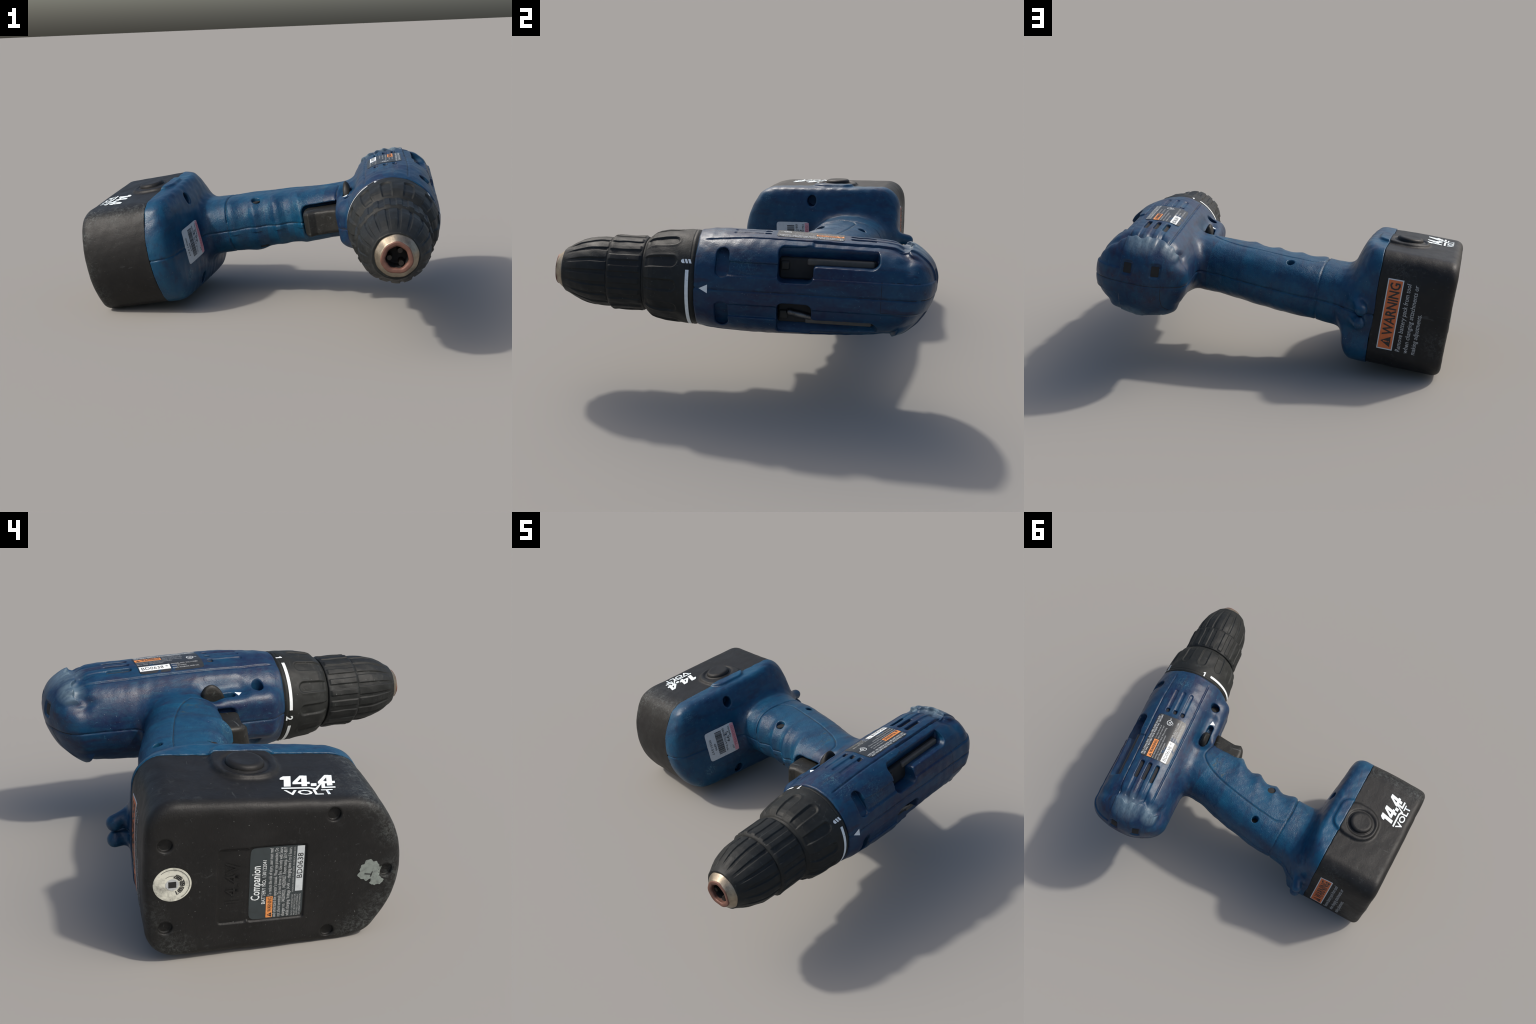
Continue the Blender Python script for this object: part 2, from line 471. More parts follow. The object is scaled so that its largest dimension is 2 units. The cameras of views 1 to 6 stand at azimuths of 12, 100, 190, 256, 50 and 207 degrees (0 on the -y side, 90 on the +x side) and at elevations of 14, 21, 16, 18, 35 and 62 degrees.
def blue_plastic(name, grain=0.0, teal=0.0):
    m, nt, b = nodes_for(name)
    co = objcoord(nt)
    lo, hi = (.0060 - .003 * teal, .013 + .018 * teal, .046 + .032 * teal), (.0030, .037 + .026 * teal, .086 + .042 * teal)
    mid = tuple((p + q) / 2 for p, q in zip(lo, hi))
    base = ramp(nt, noise(nt, scaled(nt, co, (.7, 1.3, 1.1)), 4.2, 6, .62, .6), [(.37, lo), (.50, mid), (.63, hi)])
    # long brushed streaks of teal wear
    st = noise(nt, scaled(nt, co, (5, 26, 15)), 2.0, 6, .7, .3)
    base = mixc(nt, mathn(nt, "MULTIPLY", ramp(nt, st, [(.54, (0, 0, 0)), (.70, (1, 1, 1))]), .40), base, (.012, .072, .115))
    pu = noise(nt, scaled(nt, co, (1.6, 11, 8)), 2.0, 5, .65, .5)
    base = mixc(nt, mathn(nt, "MULTIPLY", ramp(nt, pu, [(.52, (0, 0, 0)), (.66, (1, 1, 1))]), .75 - .6 * teal), base, (.014, .012, .034))
    # fine mottling
    mo = ramp(nt, noise(nt, co, 42, 5, .7), [(.40, (0, 0, 0)), (.66, (1, 1, 1))])
    base = mixc(nt, mathn(nt, "MULTIPLY", mo, .16 + .2 * grain), base, (.018, .085, .130))
    # scratches: thin bright fibres
    sc = noise(nt, scaled(nt, co, (30, 140, 60)), 1.0, 2, .5, 1.5)
    base = mixc(nt, mathn(nt, "MULTIPLY", ramp(nt, sc, [(.69, (0, 0, 0)), (.73, (1, 1, 1))]), .22), base, (.06, .19, .26))
    # pale scuffs at known places
    sp = ramp(nt, noise(nt, co, 120, 4, .8), [(.50, (0, 0, 0)), (.66, (1, 1, 1))])
    for c, r, k in (((-.11, .045, .245), .065, .40), ((-.12, .14, .2), .07, .30), ((-.42, -.51, .09), .055, .6), ((-.50, -.70, .10), .05, .4), ((-.53, -.86, .09), .05, .3),
                    ((-.28, -1.18, -.16), .05, .7), ((-.2, -1.22, -.25), .05, .5), ((-.25, .2, .13), .1, .3), ((-.2, -1.2, .25), .06, .35)):
        base = mixc(nt, mathn(nt, "MULTIPLY", mathn(nt, "MULTIPLY", blob(nt, co, c, r), sp), k), base, (.12, .27, .31))
    # olive grime at the top of the grip
    for c, r in (((-.52, -.34, .16), .09), ((-.60, -.42, .16), .07)):
        og = ramp(nt, noise(nt, co, 26, 4, .7), [(.54, (0, 0, 0)), (.64, (1, 1, 1))])
        base = mixc(nt, mathn(nt, "MULTIPLY", mathn(nt, "MULTIPLY", blob(nt, co, c, r), og), .55), base, (.045, .052, .035))
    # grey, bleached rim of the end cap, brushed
    pale = mathn(nt, "MAXIMUM", blob(nt, co, (-1.075, .03, .245), .125), mathn(nt, "MAXIMUM", blob(nt, co, (-1.06, -.13, .20), .085),
                 mathn(nt, "MAXIMUM", blob(nt, co, (-1.0, .06, -.215), .12), blob(nt, co, (-.98, -.10, -.205), .10))))
    br = ramp(nt, noise(nt, scaled(nt, co, (8, 70, 40)), 1.0, 4, .7), [(.3, (.4, .4, .4)), (.6, (1, 1, 1))])
    base = mixc(nt, mathn(nt, "MULTIPLY", mathn(nt, "MULTIPLY", pale, br), .8), base, (.13, .19, .23))
    # grime and white dust specks
    gr = ramp(nt, noise(nt, co, 8.5, 6, .7), [(.58, (0, 0, 0)), (.75, (1, 1, 1))])
    base = mixc(nt, mathn(nt, "MULTIPLY", gr, .35), base, (.020, .022, .050))
    dust = ramp(nt, noise(nt, co, 160, 1, .4), [(.78, (0, 0, 0)), (.82, (1, 1, 1))])
    base = mixc(nt, mathn(nt, "MULTIPLY", dust, .5), base, (.35, .42, .45))
    nt.links.new(base, b.inputs["Base Color"])
    rg = nt.nodes.new("ShaderNodeMapRange")
    nt.links.new(noise(nt, co, 14, 4), rg.inputs["Value"])
    rg.inputs["To Min"].default_value, rg.inputs["To Max"].default_value = .26 - .08 * teal, .52 - .08 * teal
    nt.links.new(rg.outputs["Result"], b.inputs["Roughness"])
    b.inputs["Specular IOR Level"].default_value = .28
    h = mathn(nt, "ADD", noise(nt, co, 60, 4), mathn(nt, "MULTIPLY", noise(nt, co, 230, 2), .5 + grain))
    bump(nt, b, h, .22 + grain * .4, .005)
    return m

def black_plastic(name, tone=(.019, .020, .019), rough=.55, scuff=.5, streak=(40, 6, 40), worn=()):
    m, nt, b = nodes_for(name)
    co = objcoord(nt)
    t = np.array(tone)
    base = ramp(nt, noise(nt, co, 6, 5, .65), [(.3, tuple(t * .8)), (.55, tuple(t * 1.1)), (.75, tuple(t * 1.55))])
    sc = ramp(nt, noise(nt, co, 38, 6, .75, .5), [(.56, (0, 0, 0)), (.72, (1, 1, 1))])
    zone = ramp(nt, noise(nt, co, 4.3, 3), [(.42, (0, 0, 0)), (.65, (1, 1, 1))])
    base = mixc(nt, mathn(nt, "MULTIPLY", mathn(nt, "MULTIPLY", sc, zone), scuff), base, (.075, .085, .082))
    fine = ramp(nt, noise(nt, co, 55, 6, .8, .8), [(.46, (0, 0, 0)), (.66, (1, 1, 1))])
    for c, r, k in worn:
        base = mixc(nt, mathn(nt, "MULTIPLY", mathn(nt, "MULTIPLY", blob(nt, co, c, r), fine), k), base, (.10, .112, .108))
    ln = ramp(nt, noise(nt, scaled(nt, co, streak), 1.0, 3, .5, 2.0), [(.69, (0, 0, 0)), (.73, (1, 1, 1))])
    base = mixc(nt, mathn(nt, "MULTIPLY", ln, scuff * .5), base, (.11, .12, .12))
    dust = ramp(nt, noise(nt, co, 140, 1, .4), [(.78, (0, 0, 0)), (.82, (1, 1, 1))])
    base = mixc(nt, mathn(nt, "MULTIPLY", dust, .35), base, (.3, .32, .3))
    nt.links.new(base, b.inputs["Base Color"])
    rg = nt.nodes.new("ShaderNodeMapRange")
    nt.links.new(noise(nt, co, 11, 4), rg.inputs["Value"])
    rg.inputs["To Min"].default_value, rg.inputs["To Max"].default_value = rough - .12, rough + .14
    nt.links.new(rg.outputs["Result"], b.inputs["Roughness"])
    b.inputs["Specular IOR Level"].default_value = .24
    bump(nt, b, mathn(nt, "ADD", noise(nt, co, 45, 5), mathn(nt, "MULTIPLY", noise(nt, co, 200, 2), .4)), .25, .005)
    return m

def flat_ink(name, col, wear=None, amount=.3, scale=60, rough=.5):
    m, nt, b = nodes_for(name)
    if wear:
        co = objcoord(nt)
        f = ramp(nt, noise(nt, co, scale, 5, .7), [(.45, (0, 0, 0)), (.68, (1, 1, 1))])
        nt.links.new(mixc(nt, mathn(nt, "MULTIPLY", f, amount), col, wear), b.inputs["Base Color"])
    else:
        b.inputs["Base Color"].default_value = (*col, 1)
    b.inputs["Roughness"].default_value = rough
    return m

def metal(name, a, c, rough=.35, metallic=.9):
    m, nt, b = nodes_for(name)
    co = objcoord(nt)
    nt.links.new(ramp(nt, noise(nt, co, 22, 5, .7), [(.35, a), (.7, c)]), b.inputs["Base Color"])
    b.inputs["Metallic"].default_value = metallic
    b.inputs["Roughness"].default_value = rough
    bump(nt, b, noise(nt, co, 90, 4), .2, .003)
    return m

BLUE = blue_plastic("blue_housing_plastic")
BLUE_GRIP = blue_plastic("blue_grip_plastic", .5, .7)
BLUE_FOOT = blue_plastic("blue_foot_plastic", .1, .5)
BATTERY_BLACK = black_plastic("black_battery_plastic", (.0100, .0100, .0098), .50, .35, worn=(
    ((-.02, -1.38, .29), .10, .5), ((.0, -1.52, .29), .10, .6), ((-.02, -1.68, .28), .10, .7), ((.05, -1.74, .18), .09, .6), ((.09, -1.74, .0), .10, .5), ((.05, -1.74, -.16), .12, .5),
    ((-.05, -1.74, -.26), .12, .6), ((-.84, -1.7, -.1), .10, .35), ((-.82, -1.45, .26), .10, .3), ((-.75, -1.74, -.25), .1, .4), ((-.15, -1.6, .31), .12, .3)))
COLLAR_BLACK = black_plastic("black_collar_plastic", (.0125, .0138, .0130), .58, .5)
CHUCK_BLACK = black_plastic("black_chuck_plastic", (.0105, .0118, .0115), .55, .5, (8, 60, 60))
TRIGGER_BLACK = black_plastic("black_trigger_plastic", (.013, .013, .0115), .45, .8)
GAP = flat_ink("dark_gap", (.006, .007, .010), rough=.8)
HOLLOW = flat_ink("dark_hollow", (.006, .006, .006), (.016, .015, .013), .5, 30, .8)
WHITE = flat_ink("white_print", (.72, .76, .76), (.45, .48, .48), .35, 70)
BRIGHT = flat_ink("bright_print", (.80, .88, .89), (.62, .74, .78), .5, 40)
DIM = flat_ink("grey_print", (.40, .42, .42), (.2, .2, .2), .5, 120)
PLATE = flat_ink("black_name_plate", (.018, .020, .021), (.03, .034, .035), .6, 40, .42)
ORANGE = flat_ink("orange_print", (.62, .21, .045), (.75, .36, .15), .6, 60)
RED_ORANGE = flat_ink("red_orange_print", (.50, .105, .022), (.62, .16, .04), .5, 60)
INK = flat_ink("black_ink", (.012, .012, .012))
PAPER = flat_ink("worn_paper", (.50, .54, .55), (.38, .40, .42), .5, 50, .6)
PINK = flat_ink("pink_print", (.58, .26, .30), (.50, .34, .36), .5, 60, .6)
RED_INK = flat_ink("red_ink", (.42, .10, .13))
CREAM = flat_ink("worn_cream_sticker", (.56, .56, .48), (.13, .13, .115), .85, 26, .55)
GLUE = flat_ink("grey_glue_residue", (.19, .22, .20), (.09, .10, .095), .7, 55, .7)
STEEL = metal("warm_steel", (.34, .29, .22), (.17, .145, .11), .42)
COPPER = metal("coppery_rust", (.17, .080, .058), (.10, .050, .038), .6, .35)
BIT = metal("dark_steel", (.20, .20, .20), (.06, .06, .06), .4)
JAW = metal("dull_jaw_steel", (.055, .05, .045), (.025, .022, .02), .6)
CLIP = flat_ink("grey_brown_clip", (.060, .055, .047), (.035, .032, .028), .6, 40, .6)

# ------------------------------------------------------------------ blue body
pos, quads = surface(body_shape, (-1.21, -1.395, -.36), (.02, .30, .42), .0042)
me = mesh_from("tmp", pos, quads)
nrm = np.zeros(len(pos) * 3, np.float32)
me.vertices.foreach_get("normal", nrm)
nrm = nrm.reshape(-1, 3)
bpy.data.meshes.remove(me)
fc = pos[quads].mean(1)
xb_, yb_ = to_bat(fc[:, 0], fc[:, 1])
is_head = fc[:, 1] > -.33 - .25 * np.clip(fc[:, 0] + .55, -.3, .3)
is_foot = yb_ < -1.125
is_cap = is_head & (fc[:, 0] < -1.045)
link("motor_housing", sub_mesh("motor_housing", pos, quads, nrm, is_head & ~is_cap), BLUE)
link("end_cap", sub_mesh("end_cap", pos, quads, nrm, is_cap), BLUE)
link("grip", sub_mesh("grip", pos, quads, nrm, ~is_head & ~is_foot), BLUE_GRIP)
link("battery_foot", sub_mesh("battery_foot", pos, quads, nrm, is_foot), BLUE_FOOT)

# ------------------------------------------------------------------ battery pack
bpos, bquads = surface(battery_shape, (-.92, -1.79, -.36), (.17, -1.33, .42), .0046)
BATTERY = link("battery_pack", mesh_from("battery_pack", bpos, bquads), BATTERY_BLACK, matrix=M_BAT)

# ------------------------------------------------------------------ ray drop of flat artwork on the shapes
def drop(f, P, D, reach=.5, steps=70, only_hits=False):
    D = np.array(D, np.float32)
    D /= np.linalg.norm(D)
    P = np.asarray(P, np.float32)
    t = np.zeros(len(P), np.float32)
    lastout = t.copy()
    hit = np.zeros(len(P), bool)
    for i in range(steps):
        d = f((P + D * t[:, None]).astype(np.float32))
        hit |= d < 0
        t = np.where(hit, t, np.minimum(t + np.maximum(d * .6, .0006), reach))
    Q = P + D * t[:, None]
    return Q[hit] if only_hits else Q

def smooth_body(P):
    """The blue body without its fine grooves: artwork lies on this."""
    x, y, z = P[:, 0], P[:, 1], P[:, 2]
    d = smin(head_shape(x, y, z), nose_shape(x, y, z), .035)
    d = smin(d, handle_shape(x, y, z), .055)
    return smin(d, foot_shape(x, y, z), .05)

def body_in_bat(P):
    x, y = from_bat(P[:, 0], P[:, 1])
    return smooth_body(np.stack([x, y, P[:, 2]], -1).astype(np.float32))

class Artboard:
    """A flat drawing plane (origin, reading direction U, up direction V) whose artwork is dropped on a shape."""
    def __init__(self, f, origin, U, V, matrix, parent, start=.12, tilt=0.0):
        c, s = math.cos(tilt), math.sin(tilt)
        U, V = np.array(U, float), np.array(V, float)
        self.U, self.V = U * c + V * s, V * c - U * s
        self.N = np.cross(self.U, self.V)
        self.f, self.o, self.matrix, self.parent, self.start = f, np.array(origin, float), matrix, parent, start

    def lift(self, uv, h):
        uv = np.asarray(uv, float)
        P = self.o + uv[:, :1] * self.U + uv[:, 1:2] * self.V + self.N * self.start
        return drop(self.f, P, -self.N) + self.N * h

    def add(self, name, uv, faces, mat, h):
        me = mesh_from(name, self.lift(uv, h), faces, smooth=True)
        return link(name, me, mat, self.parent, self.matrix)

    def sheet(self, name, outline_fn, w, hgt, mat, h, nu=28, nv=20, thick=.002):
        """Grid patch, w by hgt, pulled to an outline function (s,t in -1..1 -> u,v); closed round the edge."""
        s, t = np.meshgrid(np.linspace(-1, 1, nu), np.linspace(-1, 1, nv), indexing="ij")
        u, v = outline_fn(s.ravel(), t.ravel(), w / 2, hgt / 2)
        top = self.lift(np.stack([u, v], -1), h)
        low = top - self.N * thick
        Vt = np.concatenate([top, low])
        k = np.arange(nu * nv).reshape(nu, nv)
        F = [(k[i, j], k[i + 1, j], k[i + 1, j + 1], k[i, j + 1]) for i in range(nu - 1) for j in range(nv - 1)]
        rim = list(k[:, 0]) + list(k[-1, 1:]) + list(k[-2::-1, -1]) + list(k[0, -2:0:-1])
        n = nu * nv
        F += [(rim[(i + 1) % len(rim)], rim[i], rim[i] + n, rim[(i + 1) % len(rim)] + n) for i in range(len(rim))]
        me = mesh_from(name, Vt, [tuple(int(q) for q in f) for f in F], smooth=False)
        return link(name, me, mat, self.parent, self.matrix)

    def text(self, name, body, u, v, size, mat, h, width=None, shear=0.0, bold=0.0, align="LEFT", tall=1.0):
        cu = bpy.data.curves.new("t", "FONT")
        cu.body, cu.size, cu.shear, cu.offset, cu.resolution_u = body, size, shear, bold * size, 2
        cu.align_x = align
        ob = bpy.data.objects.new("t", cu)
        bpy.context.scene.collection.objects.link(ob)
        dg = bpy.context.evaluated_depsgraph_get()
        me = bpy.data.meshes.new_from_object(ob.evaluated_get(dg))
        bpy.data.objects.remove(ob)
        bpy.data.curves.remove(cu)
        uv = np.array([tuple(q.co)[:2] for q in me.vertices])
        fs = [tuple(p.vertices) for p in me.polygons]
        bpy.data.meshes.remove(me)
        if width:
            uv[:, 0] *= width / max(1e-6, uv[:, 0].max() - uv[:, 0].min())
        uv[:, 1] *= tall
        ob = self.add(name, uv + np.array([u, v]), fs, mat, h)
        ob["kind"] = "stuff"
        return ob

    def bar(self, name, u0, v0, u1, v1, mat, h, nu=8, nv=4):
        return self.sheet(name, lambda s, t, a, b: ((u0 + u1) / 2 + s * a, (v0 + v1) / 2 + t * b), abs(u1 - u0), abs(v1 - v0), mat, h, nu, nv, .0012)

    def poly(self, name, pts, mat, h):
        return self.add(name, pts, [tuple(range(len(pts)))], mat, h)

def rounded(s, t, a, b, r=.25):
    """Square parameter domain -> rectangle with clipped round corners."""
    n = 14
    k = 1 / np.maximum((np.abs(s) ** n + np.abs(t) ** n) ** (1 / n), 1e-6) * np.maximum(np.abs(s), np.abs(t))
    return s * k * a, t * k * b

def disc(s, t, a, b):
    return a * s * np.sqrt(1 - t * t / 2), b * t * np.sqrt(1 - s * s / 2)

def join(name, obs):
    """Several small marks of one material set become one part."""
    bm = bmesh.new()
    mats = []
    for o in obs:
        m = o.data.materials[0]
        if m not in mats:
            mats.append(m)
        n0 = len(bm.faces)
        bm.from_mesh(o.data)
        bm.faces.ensure_lookup_table()
        for f in bm.faces[n0:]:
            f.material_index = mats.index(m)
    keep = obs[0]
    me = bpy.data.meshes.new(name)
    bm.to_mesh(me)
    bm.free()
    for m in mats:
        me.materials.append(m)
    new = bpy.data.objects.new(name, me)
    bpy.context.scene.collection.objects.link(new)
    new.parent = keep.parent
    new.matrix_world = keep.matrix_world if keep.parent is not ROOT else keep.matrix_world.copy()
    new["kind"] = "stuff"
    for o in obs:
        bpy.data.objects.remove(o)
    return new

def warning_sign(ab, name, u, v, size, mat, h):
    """Triangle with exclamation mark, drawn as a ring of the ink with the bar inside."""
    a = [(u, v), (u + size * 1.15, v), (u + size * .575, v + size)]
    ab.poly(name, a, INK, h)
    ab.poly(name, [(u + size * .52, v + size * .32), (u + size * .63, v + size * .32), (u + size * .65, v + size * .72), (u + size * .5, v + size * .72)], mat, h + .0006)
    ab.poly(name, [(u + size * .52, v + size * .12), (u + size * .63, v + size * .12), (u + size * .63, v + size * .24), (u + size * .52, v + size * .24)], mat, h + .0006)

# --- name plate on the motor housing
plate = Artboard(smooth_body, (-.547, .005, .22), (1, 0, 0), (0, 1, 0), M_DRILL, ROOT)
plate.sheet("name_plate", rounded, .328, .196, PLATE, .0020, 40, 30, .004)
H = .0030
plate.bar("name_plate_rule", -.155, .080, .155, .0815, DIM, H, 20, 2)
plate.text("printed_text", "3/8 in. (10mm) Drill   Driver USA, 0-600 /min 14.4V", -.158, .084, .0125, WHITE, H, .30)
plate.text("printed_text", "USE ONLY BATTERY PACK MODEL NO. 130122041", -.155, .066, .0135, WHITE, H, .31)
plate.bar("warning_panel", -.160, .022, -.027, .052, ORANGE, H, 16, 5)
warning_sign(plate, "warning_triangle", -.154, .026, .019, ORANGE, H + .0008)
plate.text("warning_word", "WARNING", -.128, .0275, .026, INK, H + .0008, .095, bold=.02)
for i, (s, u, w) in enumerate((("To reduce the risk of", -.020, .10), ("injury, user must read", -.020, .10), ("and understand the Operator's Manual. When servicing,", -.160, .235),
                               ("servicing, use only identical replacement", -.160, .18), ("parts. Wear eye protection.", -.160, .13))):
    plate.text("printed_text", s, u, (.045, .028, .008, -.009, -.026)[i], .0145, DIM, H, w)
plate.bar("serial_panel", -.160, -.080, -.005, -.044, WHITE, H, 16, 5)
plate.text("serial_number", "BD0638 *", -.152, -.0735, .030, INK, H + .0008, .135)
plate.text("printed_text", "MODEL NO. 315.115080", .004, -.052, .0140, DIM, H, .135)
plate.text("printed_text", "MADE IN CHINA", .004, -.067, .0120, DIM, H, .075)
plate.text("printed_text", "SEARS, ROEBUCK AND CO.", .004, -.083, .0120, DIM, H, .135)
ring = [(.116 + r * math.cos(a), .007 + r * math.sin(a)) for a in np.linspace(0, 2 * math.pi, 25)[:-1] for r in (.0185, .0155)]
plate.add("approval_mark", ring, [(2 * i, (2 * i + 2) % 48, (2 * i + 3) % 48, 2 * i + 1) for i in range(24)], WHITE, H)
plate.text("approval_mark", "UL", .1055, -.001, .0185, WHITE, H, .021, bold=.02)
plate.text("printed_text", "US", .138, .006, .011, WHITE, H)
plate.text("printed_text", "2X45", .102, -.020, .010, DIM, H)

# --- battery side: voltage
volt = Artboard(battery_shape, (-.30, -1.60, .25), (1, 0, 0), (0, 1, 0), M_BAT, BATTERY)
def block_glyph(ch, u, v, w, h, lean=.24):
    """Heavy slanted figures drawn as overlapping bars."""
    if ch == "1":
        parts = [[(.30, 0), (1, 0), (1, 1), (.30, 1)], [(-.12, .66), (.32, .66), (.32, 1), (.2, 1), (-.12, .82)]]
    elif ch == "4":
        parts = [[(.52, 0), (.84, 0), (.84, 1), (.52, 1)], [(0, .20), (1.0, .20), (1.0, .40), (0, .40)], [(0, .38), (.27, .38), (.66, 1), (.42, 1)]]
    else:
        parts = [[(0, 0), (1, 0), (1, .26), (0, .26)]]
    for k, pts in enumerate(parts):
        volt.poly("voltage_figure", [(u + x * w + y * h * lean, v + y * h) for x, y in pts], BRIGHT, .0018 + .0004 * k)

for ch, u0, w in (("1", -.045, .036), ("4", -.002, .064), (".", .066, .021), ("4", .093, .064)):
    block_glyph(ch, u0, -.024, w, .082)
volt.text("voltage_word", "VOLT", -.040, -.090, .052, BRIGHT, .002, .180, shear=.0, bold=.022)
volt.poly("voltage_rule", [(-.048, -.045), (.052, -.045), (.079, -.058), (.108, -.012), (.100, -.045), (.152, -.045), (.154, -.035), (.116, -.035), (.126, .010), (.118, .010), (.077, -.044), (.056, -.035), (-.046, -.035)], BRIGHT, .0032)

# --- battery back: warning panel and text
warn = Artboard(battery_shape, (-.80, -1.435, .02), (0, 0, 1), (0, 1, 0), M_BAT, BATTERY)
warn.bar("warning_border", -.195, -.0425, .193, .0405, PAPER, .0016, 24, 5)
warn.bar("warning_panel", -.189, -.0370, .187, .0350, RED_ORANGE, .0022, 24, 5)
warning_sign(warn, "warning_triangle", -.178, -.026, .052, RED_ORANGE, .0030)
warn.text("warning_word", "WARNING", -.112, -.028, .075, INK, .0030, .288, bold=.02)
for i, (s, w) in enumerate((("Remove battery pack from tool", .375), ("when changing attachments or", .375), ("making adjustments.", .225))):
    warn.text("printed_text", s, -.196, -.083 - .040 * i, .036, DIM, .0016, w, shear=.12)

# --- battery underside: label, raised voltage, service sticker, glue
under = Artboard(battery_shape, (-.374, -1.70, -.008), (0, 0, 1), (-1, 0, 0), M_BAT, BATTERY)
lab = flat_ink("slate_label", (.030, .040, .043), (.016, .019, .020), .6, 14, .5)
under.sheet("battery_label", lambda s, t, a, b: rounded(s, t, a, b), .302, .200, lab, .0012, 20, 16)
h2 = .0024
under.text("maker_word", "Companion", -.070, .062, .046, WHITE, h2, .145, bold=.012)
under.text("printed_text", "BATTERY NO. 130122041", -.088, .040, .020, WHITE, h2, .185)
under.bar("warning_panel", -.147, .012, -.058, .036, ORANGE, h2, 8, 3)
warning_sign(under, "warning_triangle", -.145, .015, .017, ORANGE, h2 + .0006)
under.text("warning_word", "WARNING", -.122, .016, .021, INK, h2 + .0006, .062)
lines = ["To reduce the risk of injury, user must read", "and understand the operator's manual. Wear eye protection. Do",
         "not short terminals. Do not throw in fire. Use only with Sears", "charger no. 140209023, 140209027. Room temp. 50 F-80 F",
         "while charging. Voltage 14.4V --- charging time 3 to 6 hours."]
for i, s in enumerate(lines):
    u0 = -.054 if i == 0 else -.147
    under.text("printed_text", s, u0, .018 - .0165 * i - (.0 if i == 0 else .002), .0185, DIM, h2, .145 - u0, bold=.01)
for i, s in enumerate(["NI-CAD. CADMIUM BATTERY", "MUST BE RECYCLED OR", "DISPOSED OF PROPERLY.", "SEE OPERATOR'S MANUAL"]):
    under.text("printed_text", s, -.147, -.064 - .0095 * i, .0088, DIM, h2, .092)
under.text("printed_text", "MADE IN CHINA FOR SEARS, ROEBUCK AND CO.", -.045, -.064, .0088, DIM, h2, .19)
under.bar("serial_panel", -.042, -.097, .147, -.070, PAPER, h2, 10, 3)
under.text("serial_number", "BD0638", .010, -.0935, .030, INK, h2 + .0006, .105)
emboss = Artboard(battery_shape, (-.535, -1.70, -.008), (0, 0, 1), (-1, 0, 0), M_BAT, BATTERY)
em = emboss.text("raised_voltage", "14.4V", -.085, -.026, .078, BATTERY_BLACK, .003, .17)
tag = Artboard(battery_shape, (-.752, -1.70, .026), (0, 0, 1), (-1, 0, 0), M_BAT, BATTERY)
tag.sheet("service_sticker", disc, .136, .136, CREAM, .0020, 24, 24)
for rr, ww in ((.060, .0016), (.036, .0012)):
    pts = [((rr + k * ww) * math.cos(a), (rr + k * ww) * math.sin(a)) for a in np.linspace(-2.6, .7, 31) for k in (0, 1)]
    tag.add("sticker_ring", pts, [(2 * i, 2 * i + 2, 2 * i + 3, 2 * i + 1) for i in range(30)], INK, .0032)
for i, ch in enumerate("1.800.822.8837"):
    a = math.radians(200 + i * 10.6)
    b = Artboard(battery_shape, (-.752 - .043 * math.sin(a), -1.70, .026 + .043 * math.cos(a)), (0, 0, 1), (-1, 0, 0), M_BAT, BATTERY, tilt=a + math.pi / 2)
    b.text("sticker_figure", ch, -.004, -.001, .023, INK, .0034, bold=.02)
tag.sheet("sticker_emblem", lambda s, t, a, b: disc(s, t, a, b), .046, .046, DIM, .0026, 10, 10)
tag.sheet("sticker_emblem", lambda s, t, a, b: (s * a, t * b), .024, .028, INK, .0034, 4, 4)
tag.sheet("sticker_emblem", lambda s, t, a, b: (s * a, t * b + .019), .014, .010, DIM, .0030, 4, 4)
glue = Artboard(battery_shape, (-.025, -1.70, .012), (0, 0, 1), (-1, 0, 0), M_BAT, BATTERY)
def ragged(s, t, a, b):
    u, v = disc(s, t, a, b)
    an = np.arctan2(v, u)
    k = 1 + .10 * np.sin(3 * an + 1) + .07 * np.sin(7 * an) + .05 * np.sin(13 * an + 2)
    return u * k, v * k
glue.sheet("glue_residue", ragged, .084, .088, GLUE, .0014, 24, 24, .0014)
glue.sheet("glue_residue", lambda s, t, a, b: tuple(q + o for q, o in zip(ragged(s, t, a, b), (-.045, -.028))), .04, .05, GLUE, .0014, 14, 14, .0014)
glue.poly("ink_scribble", [(-.014, .020), (-.018, -.006), (-.014, -.007), (-.010, .020)], INK, .0026)
glue.poly("ink_scribble", [(-.026, -.006), (-.004, -.011), (-.004, -.008), (-.026, -.002)], INK, .0026)

# --- price sticker on the foot
px, py = -.222, -1.20
price = Artboard(body_in_bat, (px, -1.26, .004), (0, 0, -1), (-1, 0, 0), M_BAT, ROOT, start=.2, tilt=math.radians(4))
price.sheet("price_sticker", rounded, .206, .208, PAPER, .0022, 30, 30, .004)
hp = .0034
price.sheet("sticker_header", lambda s, t, a, b: (s * a, t * b + .090), .196, .026, PINK, hp - .0004, 20, 6, .001)
price.text("sticker_word", "GOODWILL", -.085, .083, .023, RED_INK, hp + .0006, .15)
price.text("printed_text", "Hardware          / PT", -.09, .060, .018, INK, hp, .17)
price.text("price_figure", "5.99", -.06, .036, .030, INK, hp, .075)
price.text("printed_text", "08/08/2019 Pink", -.09, .018, .020, INK, hp, .165)
rng = np.random.default_rng(5)
u = -.082
bars = []
while u < .075:
    w = float(rng.choice([.002, .0035, .005]))
    bars.append(price.bar("barcode_bar", u, -.036, u + w, .010, INK, hp, 2, 6))
    u += w + float(rng.choice([.0022, .0035]))
join("barcode", bars)
price.text("printed_text", "6899", -.012, -.058, .020, INK, hp, .05)
price.text("printed_text", "0031337", -.05, -.085, .022, INK, hp, .11)

